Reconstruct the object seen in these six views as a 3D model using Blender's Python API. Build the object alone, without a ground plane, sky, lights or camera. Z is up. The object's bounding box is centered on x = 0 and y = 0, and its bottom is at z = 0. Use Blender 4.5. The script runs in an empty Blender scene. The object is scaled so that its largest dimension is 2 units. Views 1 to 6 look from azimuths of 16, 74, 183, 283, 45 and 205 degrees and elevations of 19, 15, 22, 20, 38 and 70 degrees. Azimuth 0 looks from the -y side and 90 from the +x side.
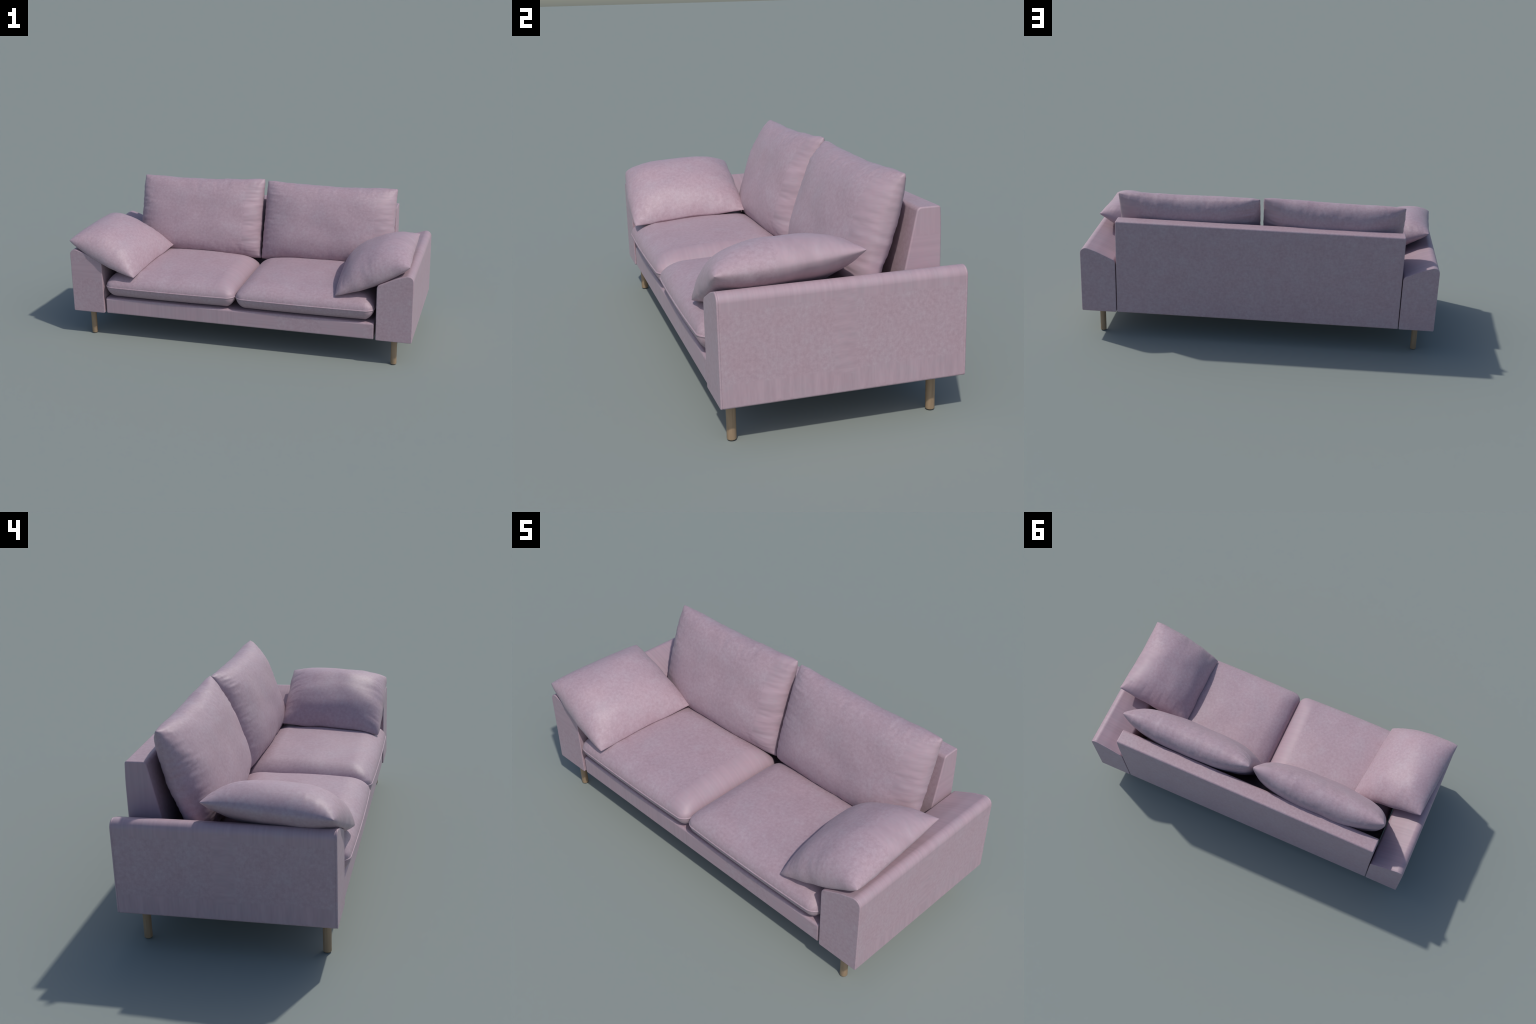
import bpy, math, random
import numpy as np
from mathutils import Vector, noise

# ----------------------------------------------------------------------------
# Two-seat mauve fabric sofa: box base, sloped-top arms, wedge backrest, two seat
# cushions with piping, two leaning back cushions, two pillows draped on the arms,
# four round wooden legs.  All meshes are written in the sofa's own frame.
# ----------------------------------------------------------------------------
XC = 0.0025                     # middle of the frame
ARM_IN, ARM_OUT = 0.8005, 0.9972
ARM_FRONT, ARM_REAR = -0.412, 0.4375
BODY_BOTTOM = 0.1515
SEAM_Z = 0.322                  # height of the seat cushion piping


# ============================ materials =====================================
def new_material(name):
    m = bpy.data.materials.new(name)
    m.use_nodes = True
    nt = m.node_tree
    nt.nodes.clear()
    return m, nt


class Nodes:
    def __init__(self, nt):
        self.nt = nt

    def add(self, kind, **kw):
        n = self.nt.nodes.new(kind)
        for k, v in kw.items():
            setattr(n, k, v)
        return n

    def link(self, a, b):
        self.nt.links.new(a, b)

    def math(self, op, a, b=None, c=None, clamp=False):
        n = self.add("ShaderNodeMath", operation=op, use_clamp=clamp)
        for i, x in enumerate((a, b, c)):
            if x is None:
                continue
            if isinstance(x, (int, float)):
                n.inputs[i].default_value = x
            else:
                self.link(x, n.inputs[i])
        return n.outputs[0]

    def mapping(self, vec, scale, rot=(0, 0, 0), loc=(0, 0, 0)):
        n = self.add("ShaderNodeMapping")
        n.inputs["Scale"].default_value = scale
        n.inputs["Rotation"].default_value = rot
        n.inputs["Location"].default_value = loc
        self.link(vec, n.inputs["Vector"])
        return n.outputs[0]

    def noise(self, vec, scale, detail=2.0, rough=0.5):
        n = self.add("ShaderNodeTexNoise")
        n.inputs["Scale"].default_value = scale
        n.inputs["Detail"].default_value = detail
        n.inputs["Roughness"].default_value = rough
        self.link(vec, n.inputs["Vector"])
        return n.outputs["Fac"]

    def ramp(self, fac, stops, interp="LINEAR"):
        n = self.add("ShaderNodeValToRGB")
        n.color_ramp.interpolation = interp
        e = n.color_ramp.elements
        while len(e) < len(stops):
            e.new(0.5)
        for el, (p, c) in zip(e, stops):
            el.position = p
            el.color = c if len(c) == 4 else (*c, 1)
        self.link(fac, n.inputs[0])
        return n.outputs[0]

    def range(self, v, a, b, lo=0.0, hi=1.0, smooth=True):
        n = self.add("ShaderNodeMapRange")
        n.interpolation_type = "SMOOTHSTEP" if smooth else "LINEAR"
        n.inputs[1].default_value, n.inputs[2].default_value = a, b
        n.inputs[3].default_value, n.inputs[4].default_value = lo, hi
        self.link(v, n.inputs[0])
        return n.outputs[0]

    def mix(self, fac, a, b, blend="MIX"):
        n = self.add("ShaderNodeMix", data_type="RGBA", blend_type=blend)
        for sock, x in ((n.inputs[0], fac), (n.inputs[6], a), (n.inputs[7], b)):
            if isinstance(x, (int, float)):
                sock.default_value = x
            elif isinstance(x, tuple):
                sock.default_value = (*x, 1)
            else:
                self.link(x, sock)
        return n.outputs[2]


BASE = (0.438, 0.317, 0.364)
PINK = (0.446, 0.313, 0.359)
GREY = (0.425, 0.324, 0.369)


def fabric(name, streaks=(), tone=1.0):
    """Mottled mauve upholstery. Each streak is (scale, (lo, hi) box, strength): a zone
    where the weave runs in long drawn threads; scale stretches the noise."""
    m, nt = new_material(name)
    k = Nodes(nt)
    co = k.add("ShaderNodeTexCoord").outputs["Object"]
    sep = k.add("ShaderNodeSeparateXYZ")
    k.link(co, sep.inputs[0])
    big = k.noise(co, 11.0, 3.0, 0.6)
    mid = k.noise(co, 70.0, 3.0, 0.6)
    warp = k.noise(k.mapping(co, (230, 150, 38)), 1.0, 2.0, 0.6)
    weft = k.noise(k.mapping(co, (38, 150, 230)), 1.0, 2.0, 0.6)
    fine = k.math("ADD", k.math("MULTIPLY", k.math("ADD", warp, weft), 0.32), k.math("MULTIPLY", k.noise(co, 200.0, 2.0, 0.6), 0.36))
    hue = k.math("ADD", k.math("MULTIPLY", big, 0.55), k.math("MULTIPLY", mid, 0.45))
    col = k.ramp(hue, [(0.36, tuple(c * tone for c in PINK)), (0.5, tuple(c * tone for c in BASE)),
                       (0.64, tuple(c * tone for c in GREY))])
    val = k.math("ADD", k.math("MULTIPLY", mid, 0.55), k.math("MULTIPLY", fine, 0.45))
    val = k.math("ADD", k.math("MULTIPLY", val, 0.85), k.math("MULTIPLY", big, 0.15))
    val = k.range(val, 0.30, 0.70, 0.83, 1.17, smooth=False)
    height = fine
    for scale, (lo, hi), strength in streaks:
        vec = k.mapping(co, scale)
        s = k.noise(vec, 1.0, 3.0, 0.6)
        s = k.range(s, 0.32, 0.68, 1.0 - strength, 1.0 + strength, smooth=False)
        mask = None
        wob = k.math("MULTIPLY", k.math("SUBTRACT", mid, 0.5), 0.03)
        for i in range(3):
            c = k.math("ADD", sep.outputs[i], wob)
            if lo[i] > -2:
                g = k.range(c, lo[i] - 0.006, lo[i] + 0.006)
                mask = g if mask is None else k.math("MULTIPLY", mask, g)
            if hi[i] < 2:
                g = k.range(c, hi[i] - 0.006, hi[i] + 0.006, 1.0, 0.0)
                mask = g if mask is None else k.math("MULTIPLY", mask, g)
        if mask is None:
            val = s
        else:
            d = k.math("SUBTRACT", s, val)
            val = k.math("ADD", val, k.math("MULTIPLY", d, mask))
    grey = k.add("ShaderNodeCombineXYZ")
    for i in range(3):
        k.link(val, grey.inputs[i])
    col = k.mix(1.0, col, grey.outputs[0], "MULTIPLY")
    bs = k.add("ShaderNodeBsdfPrincipled")
    k.link(col, bs.inputs["Base Color"])
    bs.inputs["Roughness"].default_value = 0.52
    bs.inputs["Specular IOR Level"].default_value = 0.45
    bs.inputs["Sheen Weight"].default_value = 0.06
    bs.inputs["Sheen Roughness"].default_value = 0.5
    b = k.add("ShaderNodeBump")
    b.inputs["Strength"].default_value = 0.12
    b.inputs["Distance"].default_value = 0.002
    k.link(height, b.inputs["Height"])
    k.link(b.outputs[0], bs.inputs["Normal"])
    out = k.add("ShaderNodeOutputMaterial")
    k.link(bs.outputs[0], out.inputs[0])
    return m


def wood(name):
    m, nt = new_material(name)
    k = Nodes(nt)
    co = k.add("ShaderNodeTexCoord").outputs["Object"]
    g = k.noise(k.mapping(co, (220, 220, 9)), 1.0, 3.0, 0.6)
    col = k.ramp(g, [(0.3, (0.30, 0.205, 0.125)), (0.55, (0.355, 0.245, 0.152)), (0.75, (0.40, 0.285, 0.18))])
    bs = k.add("ShaderNodeBsdfPrincipled")
    k.link(col, bs.inputs["Base Color"])
    bs.inputs["Roughness"].default_value = 0.5
    out = k.add("ShaderNodeOutputMaterial")
    k.link(bs.outputs[0], out.inputs[0])
    return m


def plain(name, col, rough):
    m, nt = new_material(name)
    k = Nodes(nt)
    co = k.add("ShaderNodeTexCoord").outputs["Object"]
    n = k.noise(co, 120.0, 2.0)
    c = k.ramp(n, [(0.3, tuple(x * 0.85 for x in col)), (0.7, tuple(x * 1.15 for x in col))])
    bs = k.add("ShaderNodeBsdfPrincipled")
    k.link(c, bs.inputs["Base Color"])
    bs.inputs["Roughness"].default_value = rough
    out = k.add("ShaderNodeOutputMaterial")
    k.link(bs.outputs[0], out.inputs[0])
    return m


# ============================ mesh helpers ==================================
ROOT = bpy.data.objects.new("sofa", None)
bpy.context.scene.collection.objects.link(ROOT)
ROOT.empty_display_size = 0.2
ROOT["label"] = "two-seat mauve fabric sofa with loose cushions and wooden legs"
ROOT["category"] = "sofa"


def make_object(name, verts, faces, mat, parent=ROOT, angle=None):
    me = bpy.data.meshes.new(name)
    me.from_pydata([tuple(map(float, v)) for v in verts], [], faces)
    me.update()
    me.validate()
    me.polygons.foreach_set("use_smooth", [True] * len(me.polygons))
    if angle is not None:
        me.set_sharp_from_angle(angle=math.radians(angle))
    ob = bpy.data.objects.new(name, me)
    bpy.context.scene.collection.objects.link(ob)
    ob.parent = parent
    me.materials.append(mat)
    return ob


def rounded_polygon(corners, steps=8):
    """corners: (x, y, radius) counter-clockwise -> list of points with round corners."""
    out = []
    n = len(corners)
    for i in range(n):
        p = np.array(corners[i][:2])
        r = corners[i][2]
        a = np.array(corners[i - 1][:2]) - p
        b = np.array(corners[(i + 1) % n][:2]) - p
        a, b = a / np.linalg.norm(a), b / np.linalg.norm(b)
        half = math.acos(max(-1, min(1, float(a @ b)))) / 2
        t = r / math.tan(half)
        c = p + (a + b) / np.linalg.norm(a + b) * (r / math.sin(half))
        s, e = p + a * t - c, p + b * t - c
        a0 = math.atan2(s[1], s[0])
        da = (math.atan2(e[1], e[0]) - a0 + math.pi) % (2 * math.pi) - math.pi
        for j in range(steps + 1):
            th = a0 + da * j / steps
            out.append(c + r * np.array([math.cos(th), math.sin(th)]))
    return np.array(out)


def inset(poly, d):
    """Move every point of a counter-clockwise outline inward by d."""
    nx = np.roll(poly, -1, 0) - np.roll(poly, 1, 0)
    nx /= np.linalg.norm(nx, axis=1)[:, None]
    return poly + np.stack([-nx[:, 1], nx[:, 0]], 1) * d


def prism(name, poly, a0, a1, place, mat, bevel=0.005, welt=0.0, parent=ROOT):
    """Sweep an outline from a0 to a1 with rounded ends; welt adds a fine seam groove
    just behind both end faces. place maps (p, q, a) to x, y, z."""
    st = []
    for j in range(5):
        th = math.pi / 2 * j / 4
        st.append((bevel * (1 - math.sin(th)), bevel * (1 - math.cos(th))))
    if welt:
        st += [(0.0, bevel + 0.002), (welt, bevel + 0.0032), (welt, bevel + 0.0042), (0.0, bevel + 0.0056)]
    secs = [(d, a0 + t) for d, t in st] + [(d, a1 - t) for d, t in reversed(st)]
    verts, faces, n = [], [], len(poly)
    for d, a in secs:
        for p, q in (inset(poly, d) if d else poly):
            verts.append(place(p, q, a))
    for s in range(len(secs) - 1):
        for i in range(n):
            j = (i + 1) % n
            faces.append((s * n + i, s * n + j, (s + 1) * n + j, (s + 1) * n + i))
    faces.append(tuple(range(n))[::-1])
    last = (len(secs) - 1) * n
    faces.append(tuple(range(last, last + n)))
    ob = make_object(name, verts, faces, mat, parent, angle=50)
    bm_fix_normals(ob.data)
    mod = ob.modifiers.new("weighted_normals", "WEIGHTED_NORMAL")
    mod.keep_sharp = True
    mod.weight = 60
    return ob


def bm_fix_normals(me):
    import bmesh
    bm = bmesh.new()
    bm.from_mesh(me)
    bmesh.ops.recalc_face_normals(bm, faces=bm.faces)
    bm.to_mesh(me)
    bm.free()


def tube(name, path, radius, mat, parent, sides=10):
    """Closed round cord along a loop of points."""
    p = np.array(path)
    n = len(p)
    tan = np.roll(p, -1, 0) - np.roll(p, 1, 0)
    tan /= np.linalg.norm(tan, axis=1)[:, None]
    up = np.array([0, 0, 1.0])
    side = np.cross(tan, up)
    side /= np.linalg.norm(side, axis=1)[:, None]
    up2 = np.cross(side, tan)
    verts, faces = [], []
    for i in range(n):
        for j in range(sides):
            th = 2 * math.pi * j / sides
            verts.append(p[i] + radius * (math.cos(th) * side[i] + math.sin(th) * up2[i]))
    for i in range(n):
        for j in range(sides):
            a, b = i * sides + j, i * sides + (j + 1) % sides
            c, d = ((i + 1) % n) * sides + (j + 1) % sides, ((i + 1) % n) * sides + j
            faces.append((a, b, c, d))
    ob = make_object(name, verts, faces, mat, parent)
    bm_fix_normals(ob.data)
    return ob


def nz(x, y, z=0.0):
    return noise.noise(Vector((x, y, z)))


# ============================ materials used ================================
BIG = 9.0
M_ARM = fabric("arm_fabric", [
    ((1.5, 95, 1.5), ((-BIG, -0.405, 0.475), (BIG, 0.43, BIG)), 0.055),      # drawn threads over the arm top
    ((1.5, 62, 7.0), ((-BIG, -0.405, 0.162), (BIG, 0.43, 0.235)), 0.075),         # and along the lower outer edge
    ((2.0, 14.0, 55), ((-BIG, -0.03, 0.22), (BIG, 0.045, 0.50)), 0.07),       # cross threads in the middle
    ((3.0, 3.0, 55), ((-BIG, -0.6, 0.36), (-0.80, -0.405, 0.46)), 0.05),
])
M_BACK = fabric("backrest_fabric", [
    ((60, 60, 1.5), ((-BIG, -BIG, -1), (-0.785, BIG, BIG)), 0.05),
    ((1.5, 3, 70), ((0.785, -BIG, -1), (BIG, BIG, 0.60)), 0.045),
    ((1.5, 90, 1.5), ((0.785, -BIG, 0.60), (BIG, BIG, BIG)), 0.045),
])
M_BASE = fabric("base_fabric", [
    ((75, 2, 1.2), ((-BIG, -BIG, -1), (0.02, -0.395, 0.24)), 0.05),
    ((1.3, 2, 75), ((0.02, -BIG, -1), (0.24, -0.395, 0.24)), 0.045),
    ((1.3, 2, 75), ((0.50, -BIG, -1), (0.74, -0.395, 0.24)), 0.04),
])
M_SEAT = fabric("seat_fabric", [((3, 60, 3), ((-0.10, -BIG, -1), (0.003, BIG, BIG)), 0.04)])
M_CUSH = fabric("back_cushion_fabric", [
    ((3, 4, 24), ((-0.105, -BIG, -1), (0.01, BIG, BIG)), 0.13),
    ((5, 6, 30), ((0.70, -BIG, -1), (BIG, BIG, 0.80)), 0.08),
])
M_PILLOW = fabric("arm_pillow_fabric", [
    ((9, 26, 9), ((0.84, -0.20, 0.45), (BIG, BIG, BIG)), 0.07),
], tone=1.03)
M_WOOD = wood("leg_wood")
M_GLIDE = plain("glide_felt", (0.045, 0.04, 0.035), 0.8)

# ============================ arms ==========================================
# cross-section seen from the front, from inner (p = 0.8005) to outer (p = 0.9955)
ARM_PROFILE = rounded_polygon([
    (ARM_IN, BODY_BOTTOM, 0.007), (ARM_OUT, BODY_BOTTOM, 0.008), (ARM_OUT, 0.5455, 0.032),
    (0.905, 0.5150, 0.25), (ARM_IN + 0.001, 0.4660, 0.026)], 10)


def arm_top(ax):
    """Height of the arm's upholstered top at distance ax from the sofa's middle."""
    return float(np.interp(ax, [ARM_IN, 0.812, 0.83, 0.87, 0.91, 0.95, 0.975, 0.988, ARM_OUT],
                           [0.445, 0.466, 0.478, 0.499, 0.515, 0.529, 0.533, 0.527, 0.505]))


for side in (1, -1):
    prism("arm", ARM_PROFILE, ARM_FRONT, ARM_REAR,
          lambda p, q, a, s=side: (XC + s * p, a, q), M_ARM, bevel=0.0040, welt=0.0013)

# ============================ backrest ======================================
BACK_PROFILE = rounded_polygon([
    (0.232, BODY_BOTTOM, 0.008), (0.4375, BODY_BOTTOM, 0.008), (0.4375, 0.62, 1.2),
    (0.4335, 0.6975, 0.010), (0.3475, 0.6975, 0.018)], 8)


def backrest_front(z):
    return 0.232 + (0.3475 - 0.232) * (z - BODY_BOTTOM) / (0.6965 - BODY_BOTTOM)


prism("backrest", BACK_PROFILE, XC - 0.797, XC + 0.797, lambda p, q, a: (a, p, q), M_BACK, bevel=0.006)

# ============================ seat base =====================================
BASE_PROFILE = rounded_polygon([
    (-0.407, BODY_BOTTOM, 0.008), (0.30, BODY_BOTTOM, 0.008), (0.30, 0.247, 0.008), (-0.407, 0.247, 0.012)], 6)
prism("seat_base", BASE_PROFILE, XC - 0.790, XC + 0.790, lambda p, q, a: (a, p, q), M_BASE, bevel=0.006)

# ============================ seat cushions =================================
SEATS = [(-0.784, 0.0015), (0.0065, 0.790)]
SEAT_Y = (-0.4265, 0.168)
CORNER = 0.048


def seat_sdf(x, y, x0, x1):
    """Distance inside the cushion's rounded plan outline."""
    hx, hy = (x1 - x0) / 2, (SEAT_Y[1] - SEAT_Y[0]) / 2
    qx = abs(x - (x0 + x1) / 2) - (hx - CORNER)
    qy = abs(y - (SEAT_Y[0] + SEAT_Y[1]) / 2) - (hy - CORNER)
    return -(math.hypot(max(qx, 0), max(qy, 0)) + min(max(qx, qy), 0) - CORNER)


def seat_height(x, y, x0, x1, seed):
    d = max(seat_sdf(x, y, x0, x1), 0.0)
    R = 0.11
    hx, hy = (x1 - x0) / 2, (SEAT_Y[1] - SEAT_Y[0]) / 2
    u, v = (x - (x0 + x1) / 2) / hx, (y - sum(SEAT_Y) / 2) / hy
    ax, ay = max(0, 1 - (1 - abs(u)) * hx / R), max(0, 1 - (1 - abs(v)) * hy / R)
    a = min(1, (ax ** 5 + ay ** 5) ** 0.2)
    p = 2.6 + 2.4 * a ** 3                       # corners soften towards the crown
    a = min(1, (ax ** p + ay ** p) ** (1 / p))
    if d <= 0:
        a = 1
    g = math.sqrt(max(0.0, 1 - a * a)) if d > 0.012 else math.sqrt(max(0.0, 1 - (1 - d / R) ** 2)) * (1 - d / 0.012) + math.sqrt(max(0.0, 1 - a * a)) * d / 0.012
    t = min(1, max(0, (y - SEAT_Y[0]) / 0.34))
    rise = t * t * (3 - 2 * t) * min(1, max(0, (SEAT_Y[1] - y) / 0.12)) ** 0.6
    crown = 0.029 * max(0, 1 - u * u) ** 0.8 * rise
    wav = 0.0030 * nz(x * 7, y * 7, seed) + 0.0020 * nz(x * 22, y * 9, seed + 4) * math.exp(-d / 0.06)
    return SEAM_Z + 0.075 * g + crown + wav * min(1, d / 0.03)


def seat_top(x, y):
    for i, (x0, x1) in enumerate(SEATS):
        if seat_sdf(x, y, x0, x1) > 0:
            return seat_height(x, y, x0, x1, i * 9.0)
    return 0.25


def seat_warp(x, y, x0, x1):
    u = (x - (x0 + x1) / 2) / ((x1 - x0) / 2)
    t = min(1, max(0, (0.0 - y) / 0.4265))
    return y - 0.0065 * max(0, 1 - u * u) * t


for i, (x0, x1) in enumerate(SEATS):
    cx, cy = (x0 + x1) / 2, sum(SEAT_Y) / 2
    loop = rounded_polygon([(x0, SEAT_Y[0], CORNER), (x1, SEAT_Y[0], CORNER),
                            (x1, SEAT_Y[1], CORNER), (x0, SEAT_Y[1], CORNER)], 14)
    dense = []
    for a, b in zip(loop, np.roll(loop, -1, 0)):
        m = max(1, int(np.linalg.norm(b - a) / 0.008))
        dense += [a + (b - a) * t / m for t in range(m)]
    loop = np.array(dense)
    n = len(loop)
    ts = [1 - (j / 46) ** 1.8 * 0.985 for j in range(47)]
    verts, faces = [], []

    def row_index(side, j, k):
        return k % n if j == 0 else n + (side * (len(ts) - 1) + (j - 1)) * n + k % n

    for p in loop:
        verts.append((p[0], seat_warp(p[0], p[1], x0, x1), SEAM_Z))
    for side in (0, 1):
        for t in ts[1:]:
            for p in loop:
                x, y = cx + (p[0] - cx) * t, cy + (p[1] - cy) * t
                if side == 0:
                    z = seat_height(x, y, x0, x1, i * 9.0)
                else:
                    d = max(0, seat_sdf(x, y, x0, x1))
                    w = min(d / 0.068, 1)              # lower half slants in to a flat bottom
                    z = SEAM_Z - 0.0735 * (0.25 * w + 0.75 * math.sqrt(max(0, 1 - (1 - w) ** 2)))
                verts.append((x, seat_warp(x, y, x0, x1), z))
    for side in (0, 1):
        for j in range(len(ts) - 1):
            for k in range(n):
                q = (row_index(side, j, k), row_index(side, j, k + 1), row_index(side, j + 1, k + 1), row_index(side, j + 1, k))
                faces.append(q if side == 0 else q[::-1])
        q = tuple(row_index(side, len(ts) - 1, k) for k in range(n))
        faces.append(q if side == 0 else q[::-1])
    ob = make_object("seat_cushion", verts, faces, M_SEAT)
    cord = [(p[0] + (cx - p[0]) * 0.002, seat_warp(p[0], p[1], x0, x1) + (0.001 if p[1] < cy else -0.001), SEAM_Z) for p in loop]
    tube("piping", cord, 0.0042, M_SEAT, ob)


# ============================ stuffed cushions ==============================
def stuffed(name, mat, middle, front, back, shape, outline, wrinkle, seed, settle, pucker=0.8, NU=120, NV=100):
    """Pillow: middle(u, v) gives the seam sheet, front/back the stuffing depth on each
    side along its normal, shape(u, v) the 0..1 loft, settle(p, side) presses it against
    what it rests on."""
    us = [math.sin(math.pi / 2 * (2 * i / NU - 1)) * 0.55 + (2 * i / NU - 1) * 0.45 for i in range(NU + 1)]
    vs = [math.sin(math.pi / 2 * (2 * j / NV - 1)) * 0.55 + (2 * j / NV - 1) * 0.45 for j in range(NV + 1)]
    idx, verts, faces = {}, [], []

    def point(u, v):
        U, V = outline(u, v)
        return np.array(middle(U, V))

    for side in (0, 1):
        for i, u in enumerate(us):
            for j, v in enumerate(vs):
                edge = i in (0, NU) or j in (0, NV)
                if edge and (0, i, j) in idx:
                    idx[side, i, j] = idx[0, i, j]
                    continue
                p = point(u, v)
                e = 1e-3
                du = point(min(u + e, 1), v) - point(max(u - e, -1), v)
                dv = point(u, min(v + e, 1)) - point(u, max(v - e, -1))
                nrm = np.cross(du, dv)
                nrm /= np.linalg.norm(nrm)
                h = shape(u, v, side) * (front if side == 0 else back)
                du_edge, dv_edge = 1 - abs(u), 1 - abs(v)
                # gathers: folds that run in from each seam and die out
                lu = 0.07 + 0.11 * (0.5 + nz(v * 3.1, seed + 8, u * 0.4))
                lv = 0.07 + 0.11 * (0.5 + nz(u * 3.1, seed + 9, v * 0.4))
                g = ((nz(v * 7 + (3 if u > 0 else 11), u * 2.5, seed) + pucker * nz(v * 19, u * 6, seed + 1)) * math.exp(-du_edge / lu)
                     + (nz(u * 8, v * 2.5 + (5 if v > 0 else 17), seed + 2) + pucker * nz(u * 21, v * 6, seed + 3)) * math.exp(-dv_edge / lv))
                soft = nz(u * 2.4 + side * 7, v * 2.2, seed + 5)
                fade = min(1, 6 * min(du_edge, dv_edge))
                h += wrinkle * (g + 0.7 * soft) * fade
                p = p + nrm * h * (1 if side == 0 else -1)
                p = settle(p, side, edge)
                idx[side, i, j] = len(verts)
                verts.append(p)
    for side in (0, 1):
        for i in range(NU):
            for j in range(NV):
                q = (idx[side, i, j], idx[side, i + 1, j], idx[side, i + 1, j + 1], idx[side, i, j + 1])
                faces.append(q if side == 0 else q[::-1])
    ob = make_object(name, verts, faces, mat)
    bm_fix_normals(ob.data)
    return ob


def loft(u, v, pu=2.5, pv=3.2, eu=0.5, ev=0.5):
    return max(0, 1 - abs(u) ** pu) ** eu * max(0, 1 - abs(v) ** pv) ** ev


# --- back cushions: sheet leans from (y 0.298, z 0.82) at the top to (0.150, 0.365)
TOP, BOT = np.array([0.299, 0.826]), np.array([0.158, 0.362])


def back_cushion(x0, x1, seed, tilt, lift, front, rear, belly, open_top):
    def middle(u, v):
        t = (v + 1) / 2
        yz = BOT + (TOP - BOT) * t
        x = x0 + (x1 - x0) * (u + 1) / 2
        if x0 < -0.5:                  # the inner edges part a little towards the top
            x -= open_top * t * (u + 1) / 2
        else:
            x += open_top * t * (1 - u) / 2
        return (x, yz[0], yz[1] + tilt * u * 0.5 + lift * t)

    def outline(u, v):
        # edges draw in between the corners, with a little waviness
        U = u * (1 - 0.006 * (1 - v * v)) + (0.006 * nz(v * 4, seed, u) + 0.007 * nz(v * 11, seed + 1, u)) * abs(u) ** 8
        V = v * (1 - (0.055 if v > 0 else 0.02) * (1 - u * u)) + (0.014 * nz(u * 3.5, seed + 3, v) + 0.006 * nz(u * 12, seed + 4, v)) * abs(v) ** 8
        # blunt the four tips
        c = (abs(u) * abs(v)) ** 14
        return U * (1 - 0.008 * c), V * (1 - 0.018 * c)

    def settle(p, side, edge):
        lim = backrest_front(p[2]) - 0.001
        if p[1] > lim and p[2] < 0.69:
            p = np.array([p[0], lim + (p[1] - lim) * 0.05, p[2]])
        return p

    return stuffed("back_cushion", M_CUSH, middle, front, rear,
                   lambda u, v, side: loft(u, v, 3.2, 3.0, 0.44, 0.48) * (1 - belly * v) if side == 0
                   else loft(u, v, 2.5, 3.0, 0.52 if v > 0 else 0.52 - 0.2 * v, 0.48), outline, 0.0095, seed, settle, 0.9)


back_cushion(-0.794, 0.002, 1.3, 0.012, 0.005, 0.114, 0.106, 0.185, 0.008)
back_cushion(0.002, 0.806, 8.1, -0.006, 0.0, 0.117, 0.092, 0.10, 0.010)


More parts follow.
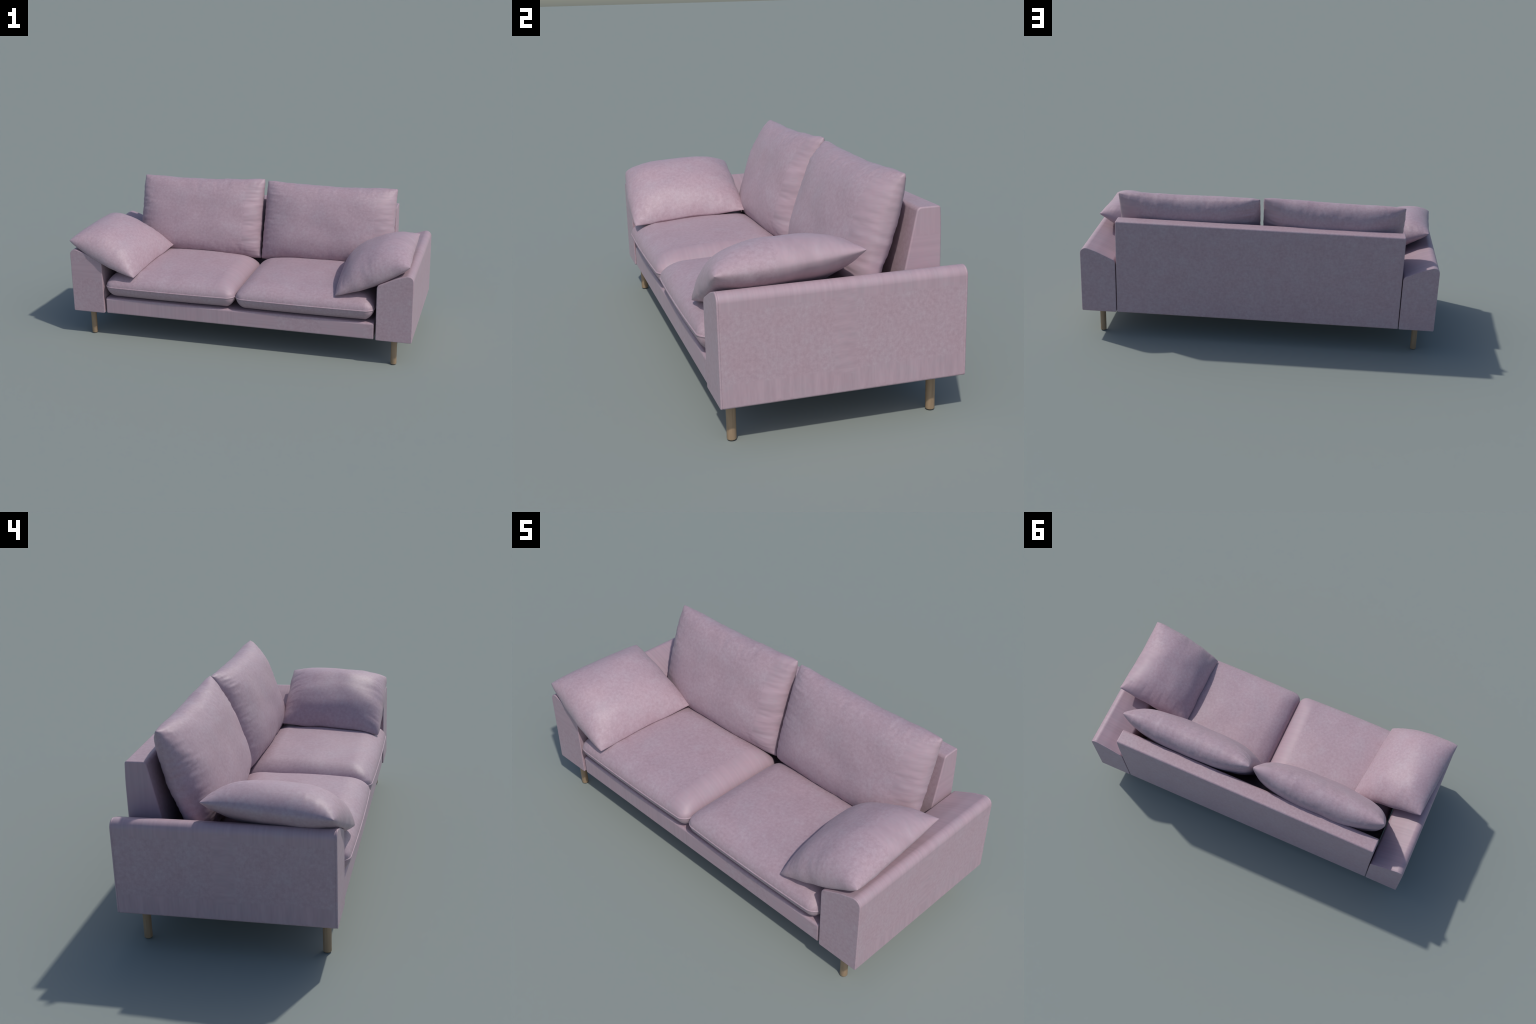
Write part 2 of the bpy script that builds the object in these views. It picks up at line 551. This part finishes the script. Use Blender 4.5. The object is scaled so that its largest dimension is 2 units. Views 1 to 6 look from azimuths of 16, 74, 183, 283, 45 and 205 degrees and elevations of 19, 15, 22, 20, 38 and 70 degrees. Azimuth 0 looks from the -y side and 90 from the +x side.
# --- arm pillows: four seam corners on arm and seat
def arm_pillow(fo, fi, ri, ro, seed):
    fo, fi, ri, ro = map(np.array, (fo, fi, ri, ro))
    s = 1 if fo[0] > 0 else -1

    def middle(u, v):                  # u: inner -> outer, v: front -> rear
        a, b = (u + 1) / 2, (v + 1) / 2
        return ((1 - a) * (1 - b)) * fi + (a * (1 - b)) * fo + (a * b) * ro + ((1 - a) * b) * ri

    def outline(u, v):
        U = u * (1 - (0.035 if s > 0 and u > 0 else 0.01) * (1 - v * v)) + 0.014 * nz(v * 3, seed, u) * abs(u) ** 6
        V = v * (1 + ((0.06 if s < 0 else 0.03) if v * s < 0 else 0.0) * (1 - u * u)) + 0.014 * nz(u * 3, seed + 3, v) * abs(v) ** 6
        c = (abs(u) * abs(v)) ** 14
        return U * (1 - 0.006 * c), V * (1 - 0.006 * c)

    def settle(p, side, edge):
        ax = abs(p[0] - XC)
        floor = arm_top(ax) if ax > ARM_IN else seat_top(p[0], p[1])
        floor += 0.001 if side == 1 else 0.006
        return np.array([p[0], p[1], max(p[2], floor)])

    top, low = (0.120, 0.060)
    f, b = (top, low) if s > 0 else (low, top)
    def shape(u, v, side):
        f = loft(u, v, 2.3, 2.8, 0.55 if u > 0 else 0.55 + 0.14 * min(1, -u * 1.5), 0.54 if v * s > 0 else 0.47)
        # fuller over the arm and towards the front, flatter where it slopes to the seat
        return f * (1 + 0.07 * u) * (1 - 0.08 * v * s)
    if s > 0:
        return stuffed("arm_pillow", M_PILLOW, middle, top, low, shape, outline, 0.0068, seed, settle, 0.35)
    return stuffed("arm_pillow", M_PILLOW, lambda u, v: middle(u, -v), top, low, shape,
                   outline, 0.0068, seed, settle, 0.5)


arm_pillow((0.978, -0.411, 0.585), (0.574, -0.406, 0.386), (0.556, 0.090, 0.440), (0.970, 0.095, 0.618), 21.0)
arm_pillow((-0.998, -0.402, 0.583), (-0.596, -0.427, 0.394), (-0.541, 0.091, 0.438), (-0.955, 0.098, 0.609), 33.0)

# ============================ legs ==========================================
def turned(name, profile, x, y, mat, parent, seg=32):
    verts, faces = [], []
    for r, z in profile:
        for j in range(seg):
            th = 2 * math.pi * j / seg
            verts.append((x + r * math.cos(th), y + r * math.sin(th), z))
    for i in range(len(profile) - 1):
        for j in range(seg):
            faces.append((i * seg + j, i * seg + (j + 1) % seg, (i + 1) * seg + (j + 1) % seg, (i + 1) * seg + j))
    faces.append(tuple(range(seg))[::-1])
    faces.append(tuple((len(profile) - 1) * seg + j for j in range(seg)))
    return make_object(name, verts, faces, mat, parent, angle=40)


for sx in (1, -1):
    for y in (-0.357, 0.357):
        x = sx * 0.8985 + 0.001
        leg = turned("leg", [(0.0150, 0.0012), (0.0160, 0.0020), (0.0165, 0.0045), (0.0165, 0.157)], x, y, M_WOOD, ROOT)
        turned("glide", [(0.0145, 0.0), (0.0150, 0.0004), (0.0150, 0.0016)], x, y, M_GLIDE, leg)
